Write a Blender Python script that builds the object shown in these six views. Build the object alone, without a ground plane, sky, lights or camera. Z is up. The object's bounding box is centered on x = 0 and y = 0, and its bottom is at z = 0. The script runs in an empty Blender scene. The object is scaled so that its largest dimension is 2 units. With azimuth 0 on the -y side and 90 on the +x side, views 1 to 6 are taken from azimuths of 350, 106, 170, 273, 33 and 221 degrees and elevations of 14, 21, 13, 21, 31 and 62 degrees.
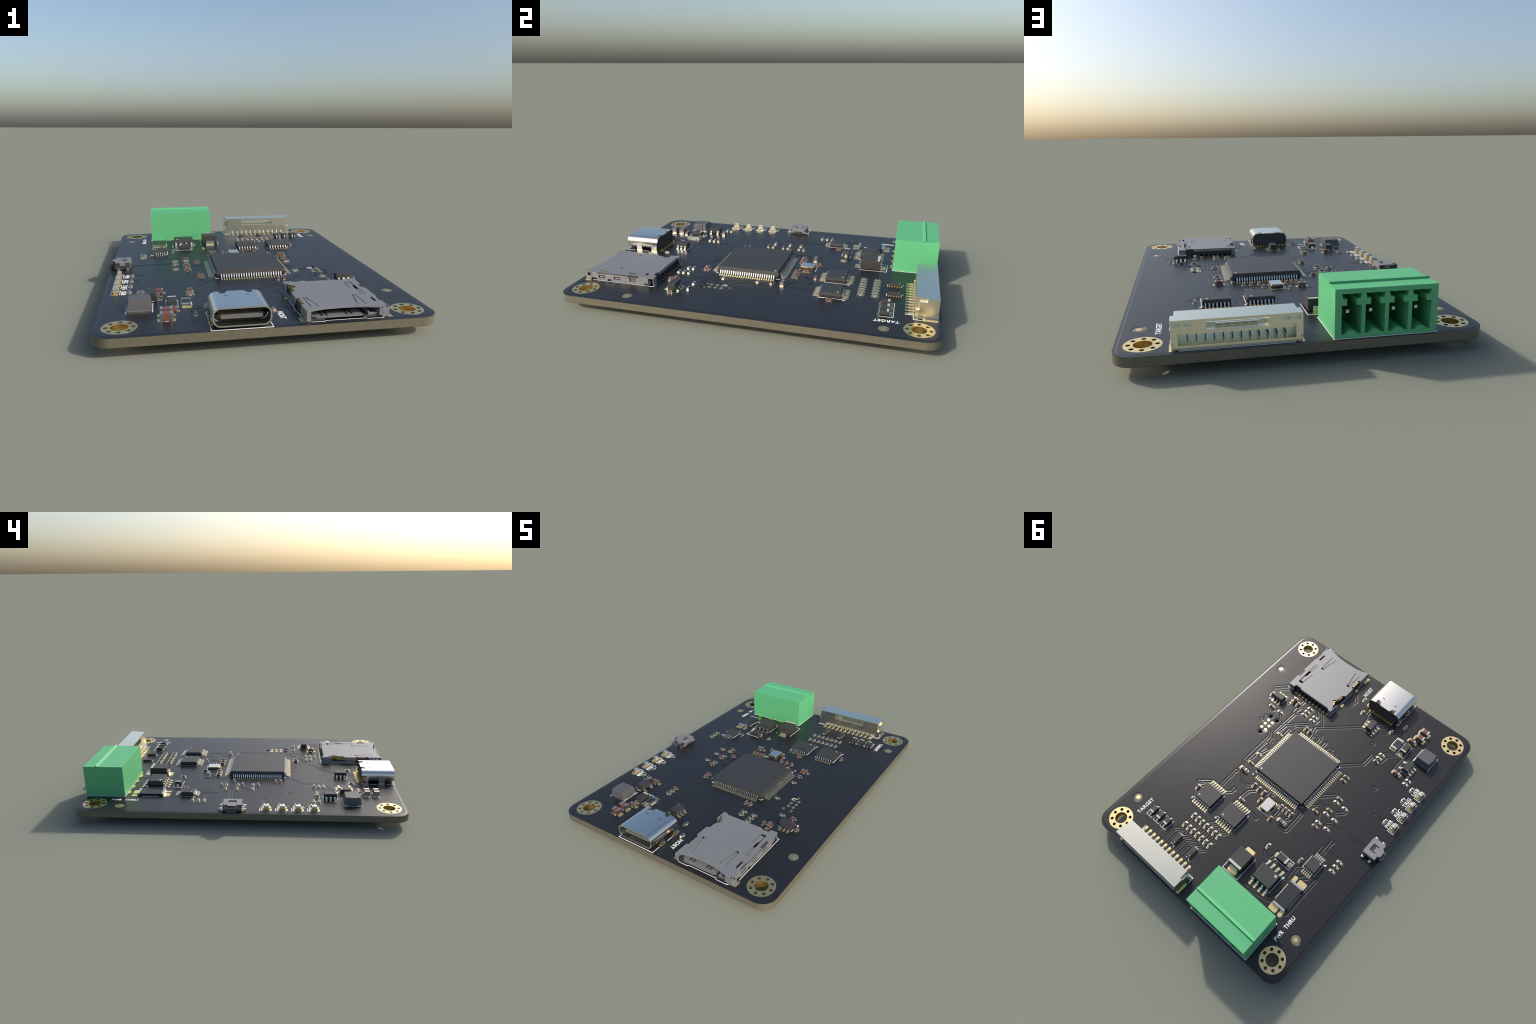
# Electronics board: laminate with solder mask relief, pads, silkscreen and all mounted parts.
# All part dimensions below are in millimetres of the real board; S turns them into scene metres.
import bpy, bmesh, math
import numpy as np
from mathutils import Matrix, Vector
from mathutils.geometry import tessellate_polygon

S = 2.0 / 74.0            # the 74 mm long board becomes 2.00 m
X0 = 0.13                 # board centre sits a little off the box centre: the push button overhangs
ZT = 3.35                 # top of the board above the ground (mm)
BW, BL, BR = 27.0, 37.0, 3.0   # half width, half length, corner radius

# ------------------------------------------------------------------ materials
def material(name, col, rough=0.5, metal=0.0, spec=0.5, rough_var=0.0, col_var=0.0, scale=60.0,
             bump=0.0, bump_scale=300.0, coat=0.0, trans=0.0, sss=0.0):
    m = bpy.data.materials.new(name)
    m.use_nodes = True
    nt = m.node_tree
    b = nt.nodes["Principled BSDF"]
    b.inputs["Base Color"].default_value = (*col, 1)
    b.inputs["Roughness"].default_value = rough
    b.inputs["Metallic"].default_value = metal
    b.inputs["Specular IOR Level"].default_value = spec
    b.inputs["Coat Weight"].default_value = coat
    b.inputs["Transmission Weight"].default_value = trans
    if sss:
        b.inputs["Subsurface Weight"].default_value = sss
        b.inputs["Subsurface Radius"].default_value = (0.02, 0.018, 0.012)
    tc = nt.nodes.new("ShaderNodeTexCoord")
    if rough_var or col_var:
        n = nt.nodes.new("ShaderNodeTexNoise")
        n.inputs["Scale"].default_value = scale
        n.inputs["Detail"].default_value = 4
        nt.links.new(tc.outputs["Object"], n.inputs["Vector"])
        if rough_var:
            r = nt.nodes.new("ShaderNodeMapRange")
            r.inputs["To Min"].default_value = rough - rough_var
            r.inputs["To Max"].default_value = rough + rough_var
            nt.links.new(n.outputs["Fac"], r.inputs["Value"])
            nt.links.new(r.outputs["Result"], b.inputs["Roughness"])
        if col_var:
            r = nt.nodes.new("ShaderNodeValToRGB")
            r.color_ramp.elements[0].position = 0.3
            r.color_ramp.elements[1].position = 0.7
            r.color_ramp.elements[0].color = (*[c * (1 - col_var) for c in col], 1)
            r.color_ramp.elements[1].color = (*[min(1, c * (1 + col_var)) for c in col], 1)
            nt.links.new(n.outputs["Fac"], r.inputs["Fac"])
            nt.links.new(r.outputs["Color"], b.inputs["Base Color"])
    if bump:
        n = nt.nodes.new("ShaderNodeTexNoise")
        n.inputs["Scale"].default_value = bump_scale
        n.inputs["Detail"].default_value = 3
        nt.links.new(tc.outputs["Object"], n.inputs["Vector"])
        bp = nt.nodes.new("ShaderNodeBump")
        bp.inputs["Strength"].default_value = bump
        bp.inputs["Distance"].default_value = 0.0005
        nt.links.new(n.outputs["Fac"], bp.inputs["Height"])
        nt.links.new(bp.outputs["Normal"], b.inputs["Normal"])
    return m

MASK = material("black_solder_mask", (0.0135, 0.0138, 0.015), 0.365, rough_var=0.01, scale=12)
FR4 = material("glass_fibre_laminate", (0.132, 0.117, 0.079), 0.55, col_var=0.08, scale=40, rough_var=0.05)
BARE = material("bare_laminate", (0.16, 0.14, 0.10), 0.5, col_var=0.1)
GOLD = material("gold_plating", (0.88, 0.70, 0.34), 0.36, 1.0, rough_var=0.05, bump=0.25, bump_scale=260)
GOLDB = material("gold_barrel", (0.80, 0.56, 0.20), 0.35, 1.0, rough_var=0.05)
VIAWALL = material("dark_via_wall", (0.22, 0.13, 0.035), 0.45, 0.6, rough_var=0.05)
SILK = material("white_silkscreen_ink", (0.86, 0.86, 0.85), 0.6, col_var=0.03)
EPOXY = material("black_epoxy", (0.036, 0.035, 0.034), 0.5, spec=0.5, bump=0.06, bump_scale=500, col_var=0.06)
TIN = material("bright_tin", (0.78, 0.77, 0.72), 0.27, 1.0, rough_var=0.01, scale=20)
CERAMIC = material("brown_ceramic", (0.165, 0.072, 0.050), 0.45, col_var=0.1, scale=200)
FERRITE = material("grey_ferrite", (0.11, 0.11, 0.11), 0.5, col_var=0.1, scale=200)
ALUMINA = material("glazed_ceramic", (0.72, 0.68, 0.57), 0.32, 0.92, col_var=0.05)
RESTOP = material("resistor_coating", (0.022, 0.023, 0.026), 0.42, col_var=0.1)
MARK = material("pale_cast_mark", (0.52, 0.48, 0.41), 0.6, col_var=0.05)
GREEN = material("green_polyamide", (0.105, 0.44, 0.185), 0.55, col_var=0.03, scale=25, rough_var=0.04)
CREAM = material("pearly_cream_plastic", (0.84, 0.82, 0.66), 0.28, 1.0, rough_var=0.004, scale=8)
STEEL = material("polished_steel", (0.77, 0.755, 0.69), 0.24, 1.0, rough_var=0.006, scale=10)
GREY = material("matt_grey_cover", (0.24, 0.238, 0.24), 0.5, 0.3, col_var=0.02, scale=40)
GREYD = material("dark_moulding", (0.040, 0.040, 0.042), 0.5, col_var=0.06)
KNOB = material("dark_grey_knob", (0.055, 0.055, 0.057), 0.5, col_var=0.05)
LENS = material("milky_lens", (0.84, 0.83, 0.70), 0.25, 0.9, spec=0.6, rough_var=0.03)
LAMPBASE = material("amber_lamp_base", (0.80, 0.62, 0.34), 0.3, 0.8, rough_var=0.03)
COIL = material("moulded_iron_powder", (0.092, 0.09, 0.092), 0.5, col_var=0.08, scale=150)
RED = material("red_wire_enamel", (0.35, 0.03, 0.02), 0.4, col_var=0.05)
TONGUE = material("connector_tongue", (0.13, 0.128, 0.125), 0.5, col_var=0.05)

# ------------------------------------------------------------------ mesh building
class MB:
    """Collects polygons with materials; one MB becomes one mesh."""
    def __init__(self):
        self.v, self.f, self.m, self.mats = [], [], [], []
        self.M = Matrix.Identity(4)

    def mi(self, mat):
        if mat not in self.mats:
            self.mats.append(mat)
        return self.mats.index(mat)

    def add(self, verts, faces, mat):
        k, n = self.mi(mat), len(self.v)
        self.v += [self.M @ Vector(p) for p in verts]
        self.f += [tuple(n + i for i in f) for f in faces]
        self.m += [k] * len(faces)

    def hexa(self, lo, hi, mat):
        """lo, hi: four corners each (counter-clockwise)."""
        self.add(list(lo) + list(hi), [(3, 2, 1, 0), (4, 5, 6, 7), (0, 1, 5, 4), (1, 2, 6, 5), (2, 3, 7, 6), (3, 0, 4, 7)], mat)

    def box(self, x0, x1, y0, y1, z0, z1, mat):
        c = [(x0, y0), (x1, y0), (x1, y1), (x0, y1)]
        self.hexa([(*p, z0) for p in c], [(*p, z1) for p in c], mat)

    def taper(self, hx, hy, z0, ix, iy, z1, mat, cx=0, cy=0):
        """Block whose half size goes from hx, hy at z0 to ix, iy at z1."""
        q = [(-1, -1), (1, -1), (1, 1), (-1, 1)]
        self.hexa([(cx + a * hx, cy + b * hy, z0) for a, b in q], [(cx + a * ix, cy + b * iy, z1) for a, b in q], mat)

    def prism(self, outer, z0, z1, mat, holes=(), side=None, hole_mats=None, axes="xyz", bottom=True):
        """Polygon with holes, extruded. axes='xzy' extrudes along y: polygon in x and z."""
        loops = [list(outer)] + [list(h) for h in holes]
        pts = [p for l in loops for p in l]
        tris = tessellate_polygon([[Vector((p[0], p[1], 0)) for p in l] for l in loops])
        if axes == "xyz":
            at = lambda p, z: (p[0], p[1], z)
        elif axes == "xzy":
            at = lambda p, z: (p[0], z, p[1])
        else:
            at = lambda p, z: (z, p[0], p[1])
        n = len(pts)
        vv = [at(p, z0) for p in pts] + [at(p, z1) for p in pts]
        def area(t):
            a, b, c = (pts[i] for i in t)
            return (b[0] - a[0]) * (c[1] - a[1]) - (b[1] - a[1]) * (c[0] - a[0])
        tris = [t if area(t) > 0 else (t[0], t[2], t[1]) for t in tris if abs(area(t)) > 1e-12]
        flip = axes == "xzy"
        def o(f):
            return tuple(reversed(f)) if flip else tuple(f)
        top = [o(tuple(i + n for i in t)) for t in tris]
        bot = [o((t[2], t[1], t[0])) for t in tris]
        self.add(vv, top + (bot if bottom else []), mat)
        base = len(self.v) - len(vv)
        k = 0
        for li, l in enumerate(loops):
            sa = sum(l[i][0] * l[(i + 1) % len(l)][1] - l[(i + 1) % len(l)][0] * l[i][1] for i in range(len(l)))
            ccw = (sa > 0) == (li == 0)
            mt = (side or mat) if li == 0 else (hole_mats[li - 1] if hole_mats else (side or mat))
            km = self.mi(mt)
            for i in range(len(l)):
                a, b = k + i, k + (i + 1) % len(l)
                f = (a, b, b + n, a + n) if ccw else (b, a, a + n, b + n)
                self.f.append(tuple(base + j for j in o(f)))
                self.m.append(km)
            k += len(l)

    def ribbon(self, path, t, w, mat, x=0.0):
        """Bent strip: path in (y, z), thickness t, width w along x."""
        P = [Vector(p) for p in path]
        up, dn = [], []
        for i, p in enumerate(P):
            d1 = (P[i] - P[i - 1]).normalized() if i else None
            d2 = (P[i + 1] - P[i]).normalized() if i < len(P) - 1 else None
            d1, d2 = d1 or d2, d2 or d1
            n = Vector((-(d1 + d2).y, (d1 + d2).x)).normalized()
            k = t / 2 / max(0.35, n.dot(Vector((-d1.y, d1.x))))
            up.append(p + n * k); dn.append(p - n * k)
        n = len(P)
        vs = [(x - w / 2, p.x, p.y) for p in up] + [(x - w / 2, p.x, p.y) for p in dn] + \
             [(x + w / 2, p.x, p.y) for p in up] + [(x + w / 2, p.x, p.y) for p in dn]
        fs = []
        for i in range(n - 1):
            fs += [(i, i + 1, n + i + 1, n + i), (2 * n + i + 1, 2 * n + i, 3 * n + i, 3 * n + i + 1),
                   (i + 1, i, 2 * n + i, 2 * n + i + 1), (n + i, n + i + 1, 3 * n + i + 1, 3 * n + i)]
        fs += [(0, n, 3 * n, 2 * n), (n - 1, 3 * n - 1, 4 * n - 1, 2 * n - 1)]
        self.add(vs, fs, mat)

    def mesh(self, name, bevel=0.0, angle=35, weld=True):
        me = bpy.data.meshes.new(name)
        me.from_pydata([tuple(c * S for c in p) for p in self.v], [], self.f)
        for m in self.mats:
            me.materials.append(m)
        me.polygons.foreach_set("material_index", self.m)
        bm = bmesh.new(); bm.from_mesh(me)
        if weld:
            bmesh.ops.remove_doubles(bm, verts=bm.verts, dist=1e-6)
        bmesh.ops.recalc_face_normals(bm, faces=bm.faces)
        if bevel:
            ed = [e for e in bm.edges if len(e.link_faces) == 2 and e.calc_face_angle(0) > math.radians(40)]
            bmesh.ops.bevel(bm, geom=ed, offset=bevel * S, segments=2, profile=0.5, affect="EDGES", clamp_overlap=True)
        bm.to_mesh(me); bm.free()
        me.polygons.foreach_set("use_smooth", [True] * len(me.polygons))
        me.set_sharp_from_angle(angle=math.radians(12 if bevel else angle))
        return me


def circle(cx, cy, r, n=32, a0=0.0):
    return [(cx + r * math.cos(a0 + 2 * math.pi * i / n), cy + r * math.sin(a0 + 2 * math.pi * i / n)) for i in range(n)]


def rrect(x0, x1, y0, y1, r, n=5):
    out = []
    for cx, cy, a in ((x1 - r, y1 - r, 0), (x0 + r, y1 - r, 90), (x0 + r, y0 + r, 180), (x1 - r, y0 + r, 270)):
        out += [(cx + r * math.cos(math.radians(a + 90 * i / n)), cy + r * math.sin(math.radians(a + 90 * i / n))) for i in range(n + 1)]
    return out


root = bpy.data.objects.new("circuit_board", None)
bpy.context.scene.collection.objects.link(root)
root["label"] = "black printed circuit board with green terminal and connectors"
root["category"] = "circuit board"


def put(name, me, parent=root, x=0.0, y=0.0, z=0.0, rot=0.0, kind=None):
    """Place a mesh in board millimetres: top level parts relative to the board, sub-parts to their parent."""
    o = bpy.data.objects.new(name, me)
    bpy.context.scene.collection.objects.link(o)
    o.parent = parent
    if parent is root:
        o.location = ((x + X0) * S, y * S, (ZT + z) * S)
    else:
        o.location = (x * S, y * S, z * S)
    o.rotation_euler = (0, 0, math.radians(rot))
    if kind:
        o["kind"] = kind
    return o


# ------------------------------------------------------------------ copper features (for pads and mask relief)
PADS = []       # (cx, cy, half width, half height, corner radius)
COPPER = []     # ('pad'|'seg', ...) shapes that are set off from the poured copper by a groove
SILKL = []      # silkscreen strokes (x0, y0, x1, y1, width)
SILKT = []      # filled silkscreen polygons


def turn(px, py, rot):
    c, s = round(math.cos(math.radians(rot)), 9), round(math.sin(math.radians(rot)), 9)
    return px * c - py * s, px * s + py * c


class Place:
    """Board position of a part: adds pads and ink marks given in the part's own frame."""
    def __init__(self, x, y, rot=0):
        self.x, self.y, self.rot = x, y, rot

    def at(self, px, py):
        a, b = turn(px, py, self.rot)
        return self.x + a, self.y + b

    def pad(self, px, py, w, h, r=None, groove=True):
        cx, cy = self.at(px, py)
        if self.rot % 180:
            w, h = h, w
        r = min(min(w, h) * 0.25, 0.25) if r is None else r
        PADS.append((cx, cy, w / 2, h / 2, r))
        if groove:
            COPPER.append(("pad", cx, cy, w / 2, h / 2, r))

    def ink(self, *pts, w=0.12):
        for a, b in zip(pts, pts[1:]):
            SILKL.append((*self.at(*a), *self.at(*b), w))

    def arrow(self, px, py, s=0.58):
        """Small filled pin-one arrow pointing to the part's +x side."""
        SILKT.append([self.at(px, py), self.at(px - s * 0.75, py + s / 2 + 0.05), self.at(px - s * 0.75, py - s / 2 - 0.05)])


def trace(*pts, w=0.28):
    for a, b in zip(pts, pts[1:]):
        COPPER.append(("seg", *a, *b, w / 2))


def via(x, y, r=0.3):
    COPPER.append(("seg", x, y, x + 0.001, y, r))
    VIAS.append((x, y))


VIAS = []

# ------------------------------------------------------------------ two-terminal chips
def chip_mesh(name, L, W, H, t, body, top=None):
    b = MB()
    hl, hw, e = L / 2, W / 2, 0.02
    if top:
        b.box(-hl + t, hl - t, -hw + e, hw - e, 0.04, H - 0.05, body)
        b.box(-hl + t, hl - t, -hw + e, hw - e, H - 0.05, H - 0.01, top)
    else:
        b.box(-hl + t, hl - t, -hw + e, hw - e, 0.05, H - 0.015, body)
    for s in (-1, 1):
        x0, x1 = sorted((s * hl, s * (hl - t)))
        b.box(x0, x1, -hw, hw, 0.03, H, TIN)
    return b.mesh(name, bevel=min(0.03, t * 0.2))


CHIP = {
    "R": ("chip_resistor", chip_mesh("chip_resistor", 1.0, 0.5, 0.36, 0.2, ALUMINA, RESTOP), 0.51, 0.54, 0.64, 0.154, 0.38),
    "C": ("ceramic_capacitor", chip_mesh("ceramic_capacitor", 1.0, 0.5, 0.52, 0.22, CERAMIC), 0.48, 0.56, 0.62, 0.108, 0.36),
    "C6": ("medium_ceramic_capacitor", chip_mesh("medium_ceramic_capacitor", 1.6, 0.8, 0.8, 0.34, CERAMIC), 0.775, 0.9, 0.95, 0.14, 0.51),
    "B6": ("ferrite_bead", chip_mesh("ferrite_bead", 1.6, 0.8, 0.8, 0.34, FERRITE), 0.79, 0.88, 0.95, 0.16, 0.51),
    "C8": ("large_ceramic_capacitor", chip_mesh("large_ceramic_capacitor", 2.0, 1.25, 1.3, 0.45, CERAMIC), 0.95, 1.0, 1.45, 0.26, 0.735),
    "R12": ("power_resistor", chip_mesh("power_resistor", 3.1, 1.6, 0.6, 0.45, ALUMINA, RESTOP), 1.46, 1.125, 1.75, 0.72, 0.91),
}


def chip(kind, x, y, along="x", groove=True):
    name, me, pc, pw, ph, sx, sy = CHIP[kind]
    rot = 0 if along == "x" else 90
    put(name, me, x=x, y=y, rot=rot)
    p = Place(x, y, rot)
    for s in (-1, 1):
        p.pad(s * pc, 0, pw, ph, groove=groove)
        p.ink((-sx, s * sy), (sx, s * sy))


# series resistors between the bus buffers and the target connector, two rows of seven
for i in range(7):
    chip("R", 11.05 - 1.295 * i, 24.48, "y")
    chip("R", 11.05 - 1.295 * i, 21.68, "y")
# decoupling capacitors
for x, y, a in ((15.5, 16.05, "y"), (5.6, 11.55, "x"), (10.62, 3.1, "x"), (6.0, 7.0, "y"), (4.5, 7.0, "y"), (3.0, 7.0, "y"),
                (2.38, 8.92, "y"), (-2.36, 7.0, "y"), (-3.36, 7.0, "y"), (-4.36, 7.0, "y"), (-5.36, 7.0, "y"), (-2.36, 10.82, "y")):
    chip("C", x, y, a)
for x, y, a in ((-8.95, 2.6, "x"), (-11.25, -3.5, "x"), (-11.25, 0.3, "x"), (-11.24, 5.5, "x"), (-13.95, 13.7, "y"),
                (-8.95, -8.97, "x"), (-8.95, -7.77, "x"), (-11.66, -17.0, "x"), (-11.42, -29.63, "y"),
                (17.87, -12.46, "x"), (20.34, -15.41, "y"), (13.25, -17.22, "y"), (6.9, -12.91, "y"), (5.77, -12.91, "y")):
    chip("C", x, y, a)
chip("C6", 10.65, 5.5, "x")
chip("C6", -17.2, -17.52, "x")
chip("C6", 14.75, -17.42, "y")
chip("C6", -15.0, -27.3, "x")
chip("B6", -4.87, 9.68, "x")
chip("C8", -16.0, -31.2, "x")
chip("C8", -16.0, -29.05, "x")
chip("R12", -12.63, -24.2, "y")
# small resistors: pull-ups, card bus, divider and lamp series resistors
for x, y, a in ((-6.5, 15.9, "y"), (-11.24, -2.28, "x"), (-13.66, -2.28, "x"), (-11.24, 1.5, "x"), (-13.66, 1.52, "x"), (-11.24, 4.3, "x"),
                (-13.65, 4.32, "x"), (-20.63, 8.48, "x"), (-20.63, 9.79, "x"), (-20.63, 11.1, "x")):
    chip("R", x, y, a)
for i in range(4):
    chip("R", -22.43, -5.84 - 3.5 * i, "y")
for x, y, a in ((-11.66, -19.39, "x"), (-11.66, -18.2, "x"), (-20.43, -17.79, "x"), (-20.43, -16.6, "x"), (-9.5, -26.22, "y"),
                (-0.67, -26.19, "y"), (1.27, -29.62, "y"), (15.06, -12.47, "x"), (9.88, -18.22, "x"), (9.88, -17.03, "x"),
                (9.88, -15.83, "x"), (7.28, -17.03, "x"), (7.28, -15.84, "x"), (10.67, -7.45, "x"), (10.65, 0.15, "x")):
    chip("R", x, y, a)


# ------------------------------------------------------------------ leaded chips
def lead_mesh(name, y_in, zh, y_foot, foot, w, t):
    """Gull-wing lead for the +y side: leaves the body at y_in, foot ends at y_foot."""
    b = MB()
    z0 = 0.03 + t / 2
    yk = y_foot - foot
    a = y_in + (yk - y_in) * 0.45
    b.ribbon([(y_in - 0.15, zh), (a, zh), (a + (yk - a) * 0.35, zh - (zh - z0) * 0.25), (yk - (yk - a) * 0.15, z0 + (zh - z0) * 0.15),
              (yk + 0.06, z0), (y_foot, z0)], t, w, TIN)
    return b.mesh(name, angle=25)


def body_mesh(name, hx, hy, z0, z1, dot=None, inset=0.12, split=0.45, notch=None):
    """Moulded body with draft from the parting line, plus a round pin-one mark."""
    b = MB()
    zm = z0 + (z1 - z0) * split
    q = [(-1, -1), (1, -1), (1, 1), (-1, 1)]
    ring = lambda i, z: [(a * (hx - i), c * (hy - i), z) for a, c in q]
    b.hexa(ring(inset * 0.7, z0), ring(0, zm), EPOXY)
    b.hexa(ring(0, zm), ring(inset, z1), EPOXY)
    b.f = [f for i, f in enumerate(b.f) if i not in (1, 6)]   # no inner faces at the parting line
    b.m = [b.m[0]] * len(b.f)
    if dot:
        n = MB(); n.prism(circle(dot[0], dot[1], dot[2], 20), z1 - 0.02, z1 + 0.012, MARK)
        o = len(b.v); k = b.mi(MARK)
        b.v += n.v; b.f += [tuple(o + i for i in f) for f in n.f]; b.m += [k] * len(n.f)
    return b.mesh(name, bevel=0.015)


def dual_row(name, x, y, rot, slots, pitch, hx, hy, h, span, pad_c, pad_l, pad_w, lw, lt, foot, dot, arrow=None, zb=0.1, skip=(), inset=0.12):
    o = put(name, body_mesh(name, hx, hy, zb, h, dot, inset), x=x, y=y, rot=rot)
    lm = lead_mesh("chip_lead", hy, zb + (h - zb) * 0.45, span, foot, lw, lt)
    p = Place(x, y, rot)
    for s in (-1, 1):
        for i in range(slots):
            if (s, i) in skip:
                continue
            px = (i - (slots - 1) / 2) * pitch
            put("chip_lead", lm, o, x=px if s > 0 else px, y=0, rot=0 if s > 0 else 180)
            p.pad(px, s * pad_c, pad_w, pad_l)
    return o, p


# buffers
for cx in (11.82, 4.2):
    o, p = dual_row("buffer_chip", cx, 16.0, 180, 7, 0.65, 2.5, 2.2, 1.1, 3.2, 2.8625, 1.475, 0.4, 0.25, 0.13, 0.6, (-1.65, -1.4, 0.23))
    for s in (-1, 1):
        p.ink((s * 2.35, -2.3), (s * 2.62, -2.3), (s * 2.62, 2.3), (s * 2.35, 2.3))
    p.arrow(-2.52, -2.75)
# current monitor, power switch
o, p = dual_row("monitor_chip", -16.78, 12.79, 0, 5, 0.5, 1.5, 1.5, 1.02, 2.45, 2.15, 1.3, 0.32, 0.24, 0.13, 0.5, (-1.05, -1.05, 0.17))
for s in (-1, 1):
    p.ink((s * 1.3, -1.62), (s * 1.62, -1.62), (s * 1.62, 1.62), (s * 1.35, 1.62))
p.arrow(-1.7, -1.75)
o, p = dual_row("power_switch_chip", -10.98, 21.42, 0, 4, 1.27, 2.45, 1.95, 1.65, 3.0, 2.475, 1.95, 0.6, 0.42, 0.18, 0.7, (-1.6, -1.15, 0.32), inset=0.18)
for s in (-1, 1):
    p.ink((s * 2.35, -2.05), (s * 2.6, -2.05), (s * 2.6, 2.05), (s * 2.35, 2.05))
p.arrow(-2.45, -2.35)
# small six-lead regulators and protection array
SOT = dict(slots=3, pitch=0.95, hx=1.46, hy=0.82, h=1.45, span=1.42, pad_c=1.1375, pad_l=1.325, pad_w=0.6, lw=0.42, lt=0.14, foot=0.4, dot=(-1.15, -0.45, 0.1), inset=0.08)
o, p = dual_row("regulator_chip", 18.03, -15.5, 180, **SOT)
p.ink((1.58, -0.85), (1.58, 0.85)); p.ink((-1.58, -0.2), (-1.58, 0.9)); p.arrow(-1.5, -1.45)
o, p = dual_row("protection_chip", -4.95, -24.0, -90, **SOT)
p.ink((-1.6, -0.85), (-1.6, 0.85)); p.ink((1.6, -0.85), (1.6, 0.3)); p.arrow(-1.5, -1.45)
o, p = dual_row("converter_chip", -18.36, -20.45, -90, skip=((1, 1),), **SOT)
p.ink((-1.58, -0.85), (-1.58, 0.85)); p.ink((1.58, -0.85), (1.58, 0.4)); p.arrow(-1.5, -1.45)

# quad flat processor
cpu = put("processor_chip", body_mesh("processor_chip", 7.0, 7.0, 0.12, 1.55, (6.15, 6.1, 0.28), inset=0.2), x=1.0, y=-3.0)
ql = lead_mesh("chip_lead", 7.0, 0.78, 8.0, 0.55, 0.22, 0.13)
p = Place(1.0, -3.0)
for k in range(4):
    pk = Place(1.0, -3.0, 90 * k)
    for i in range(25):
        u = (i - 12) * 0.5
        tx, ty = turn(u, 0, 90 * k)
        put("chip_lead", ql, cpu, x=tx, y=ty, rot=90 * k)
        pk.pad(u, 7.675, 0.3, 1.475, groove=(i % 3 != 1))
    pk.ink((7.12, 6.45), (7.12, 7.12), (6.45, 7.12))
pk = Place(1.0, -3.0, 180)
pk.arrow(-6.95, -8.0, 0.5)

# ------------------------------------------------------------------ diodes, wide shunt, inductor, crystal
def diode(name, x, y, rot, hx, hy, h, span, lw, pad_c, pad_l, pad_w, flat, box_w, box_a, box_b, stripe):
    """Cathode end is the part's -x side; silkscreen box closed there."""
    b = MB()
    zm = h * 0.5
    q = [(-1, -1), (1, -1), (1, 1), (-1, 1)]
    ring = lambda i, z: [(a * (hx - i), c * (hy - i), z) for a, c in q]
    b.hexa(ring(0.06, 0.12), ring(0, zm), EPOXY)
    b.hexa(ring(0, zm), ring(0.08, h), EPOXY)
    b.f = [f for i, f in enumerate(b.f) if i not in (1, 6)]; b.m = [b.m[0]] * len(b.f)
    o = put(name, b.mesh(name, bevel=0.03), x=x, y=y, rot=rot)
    m = MB(); m.box(-hx + 0.08, -hx + 0.08 + stripe, -hy + 0.09, hy - 0.09, h - 0.03, h + 0.012, MARK)
    put("polarity_band", m.mesh("polarity_band"), o)
    l = MB()
    zt = h * 0.42
    if flat:
        l.ribbon([(hx - 0.1, zt), (hx + (span - hx) * 0.35, zt), (hx + (span - hx) * 0.5, 0.11), (span, 0.11)], 0.13, lw, TIN)
    else:
        l.ribbon([(hx - 0.15, zt), (span - 0.1, zt), (span - 0.1, 0.13), (hx - 0.9, 0.13)], 0.2, lw, TIN)
    lm = l.mesh("chip_lead", angle=25)
    p = Place(x, y, rot)
    for s in (-1, 1):
        put("chip_lead", lm, o, rot=-90 if s > 0 else 90)
        p.pad(s * pad_c, 0, pad_l, pad_w)
    p.ink((box_b, box_w), (-box_a, box_w), (-box_a, -box_w), (box_b, -box_w))


diode("suppressor_diode", -4.37, 22.3, -90, 2.15, 1.8, 2.2, 2.42, 2.0, 2.15, 2.5, 2.3, False, 2.15, 3.66, 2.15, 0.55)
diode("rectifier_diode", -11.0, 16.08, 0, 1.35, 0.8, 1.15, 1.8, 0.6, 1.65, 0.9, 1.2, True, 1.0, 2.36, 1.65, 0.5)
diode("rectifier_diode", -15.0, -24.3, -90, 1.35, 0.8, 1.15, 1.8, 0.6, 1.65, 0.9, 1.2, True, 1.0, 2.3, 1.6, 0.42)
for i in range(3):
    diode("signal_diode", 18.62 - 2.18 * i, 26.8, -90, 0.87, 0.65, 1.0, 1.28, 0.32, 1.05, 0.6, 0.45, True, 0.87, 1.62, 1.05, 0.4)

sh = MB()
sh.box(-1.55, 1.55, -2.6, 2.6, 0.05, 0.62, RESTOP)
for s in (-1, 1):
    y0, y1 = sorted((s * 3.15, s * 2.62))
    sh.box(-1.56, 1.56, y0, y1, 0.03, 0.66, TIN)
put("shunt_resistor", sh.mesh("shunt_resistor", bevel=0.03), x=-17.0, y=21.4)
p = Place(-17.0, 21.4)
for s in (-1, 1):
    q = Place(-17.0, 21.4, 0 if s < 0 else 180)
    q.pad(-0.68, -3.65, 2.0, 1.7, 0.3)
    q.pad(1.25, -3.65, 0.95, 1.7, 0.3)
    p.ink((s * 1.72, -2.0), (s * 1.72, 2.0))

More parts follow.
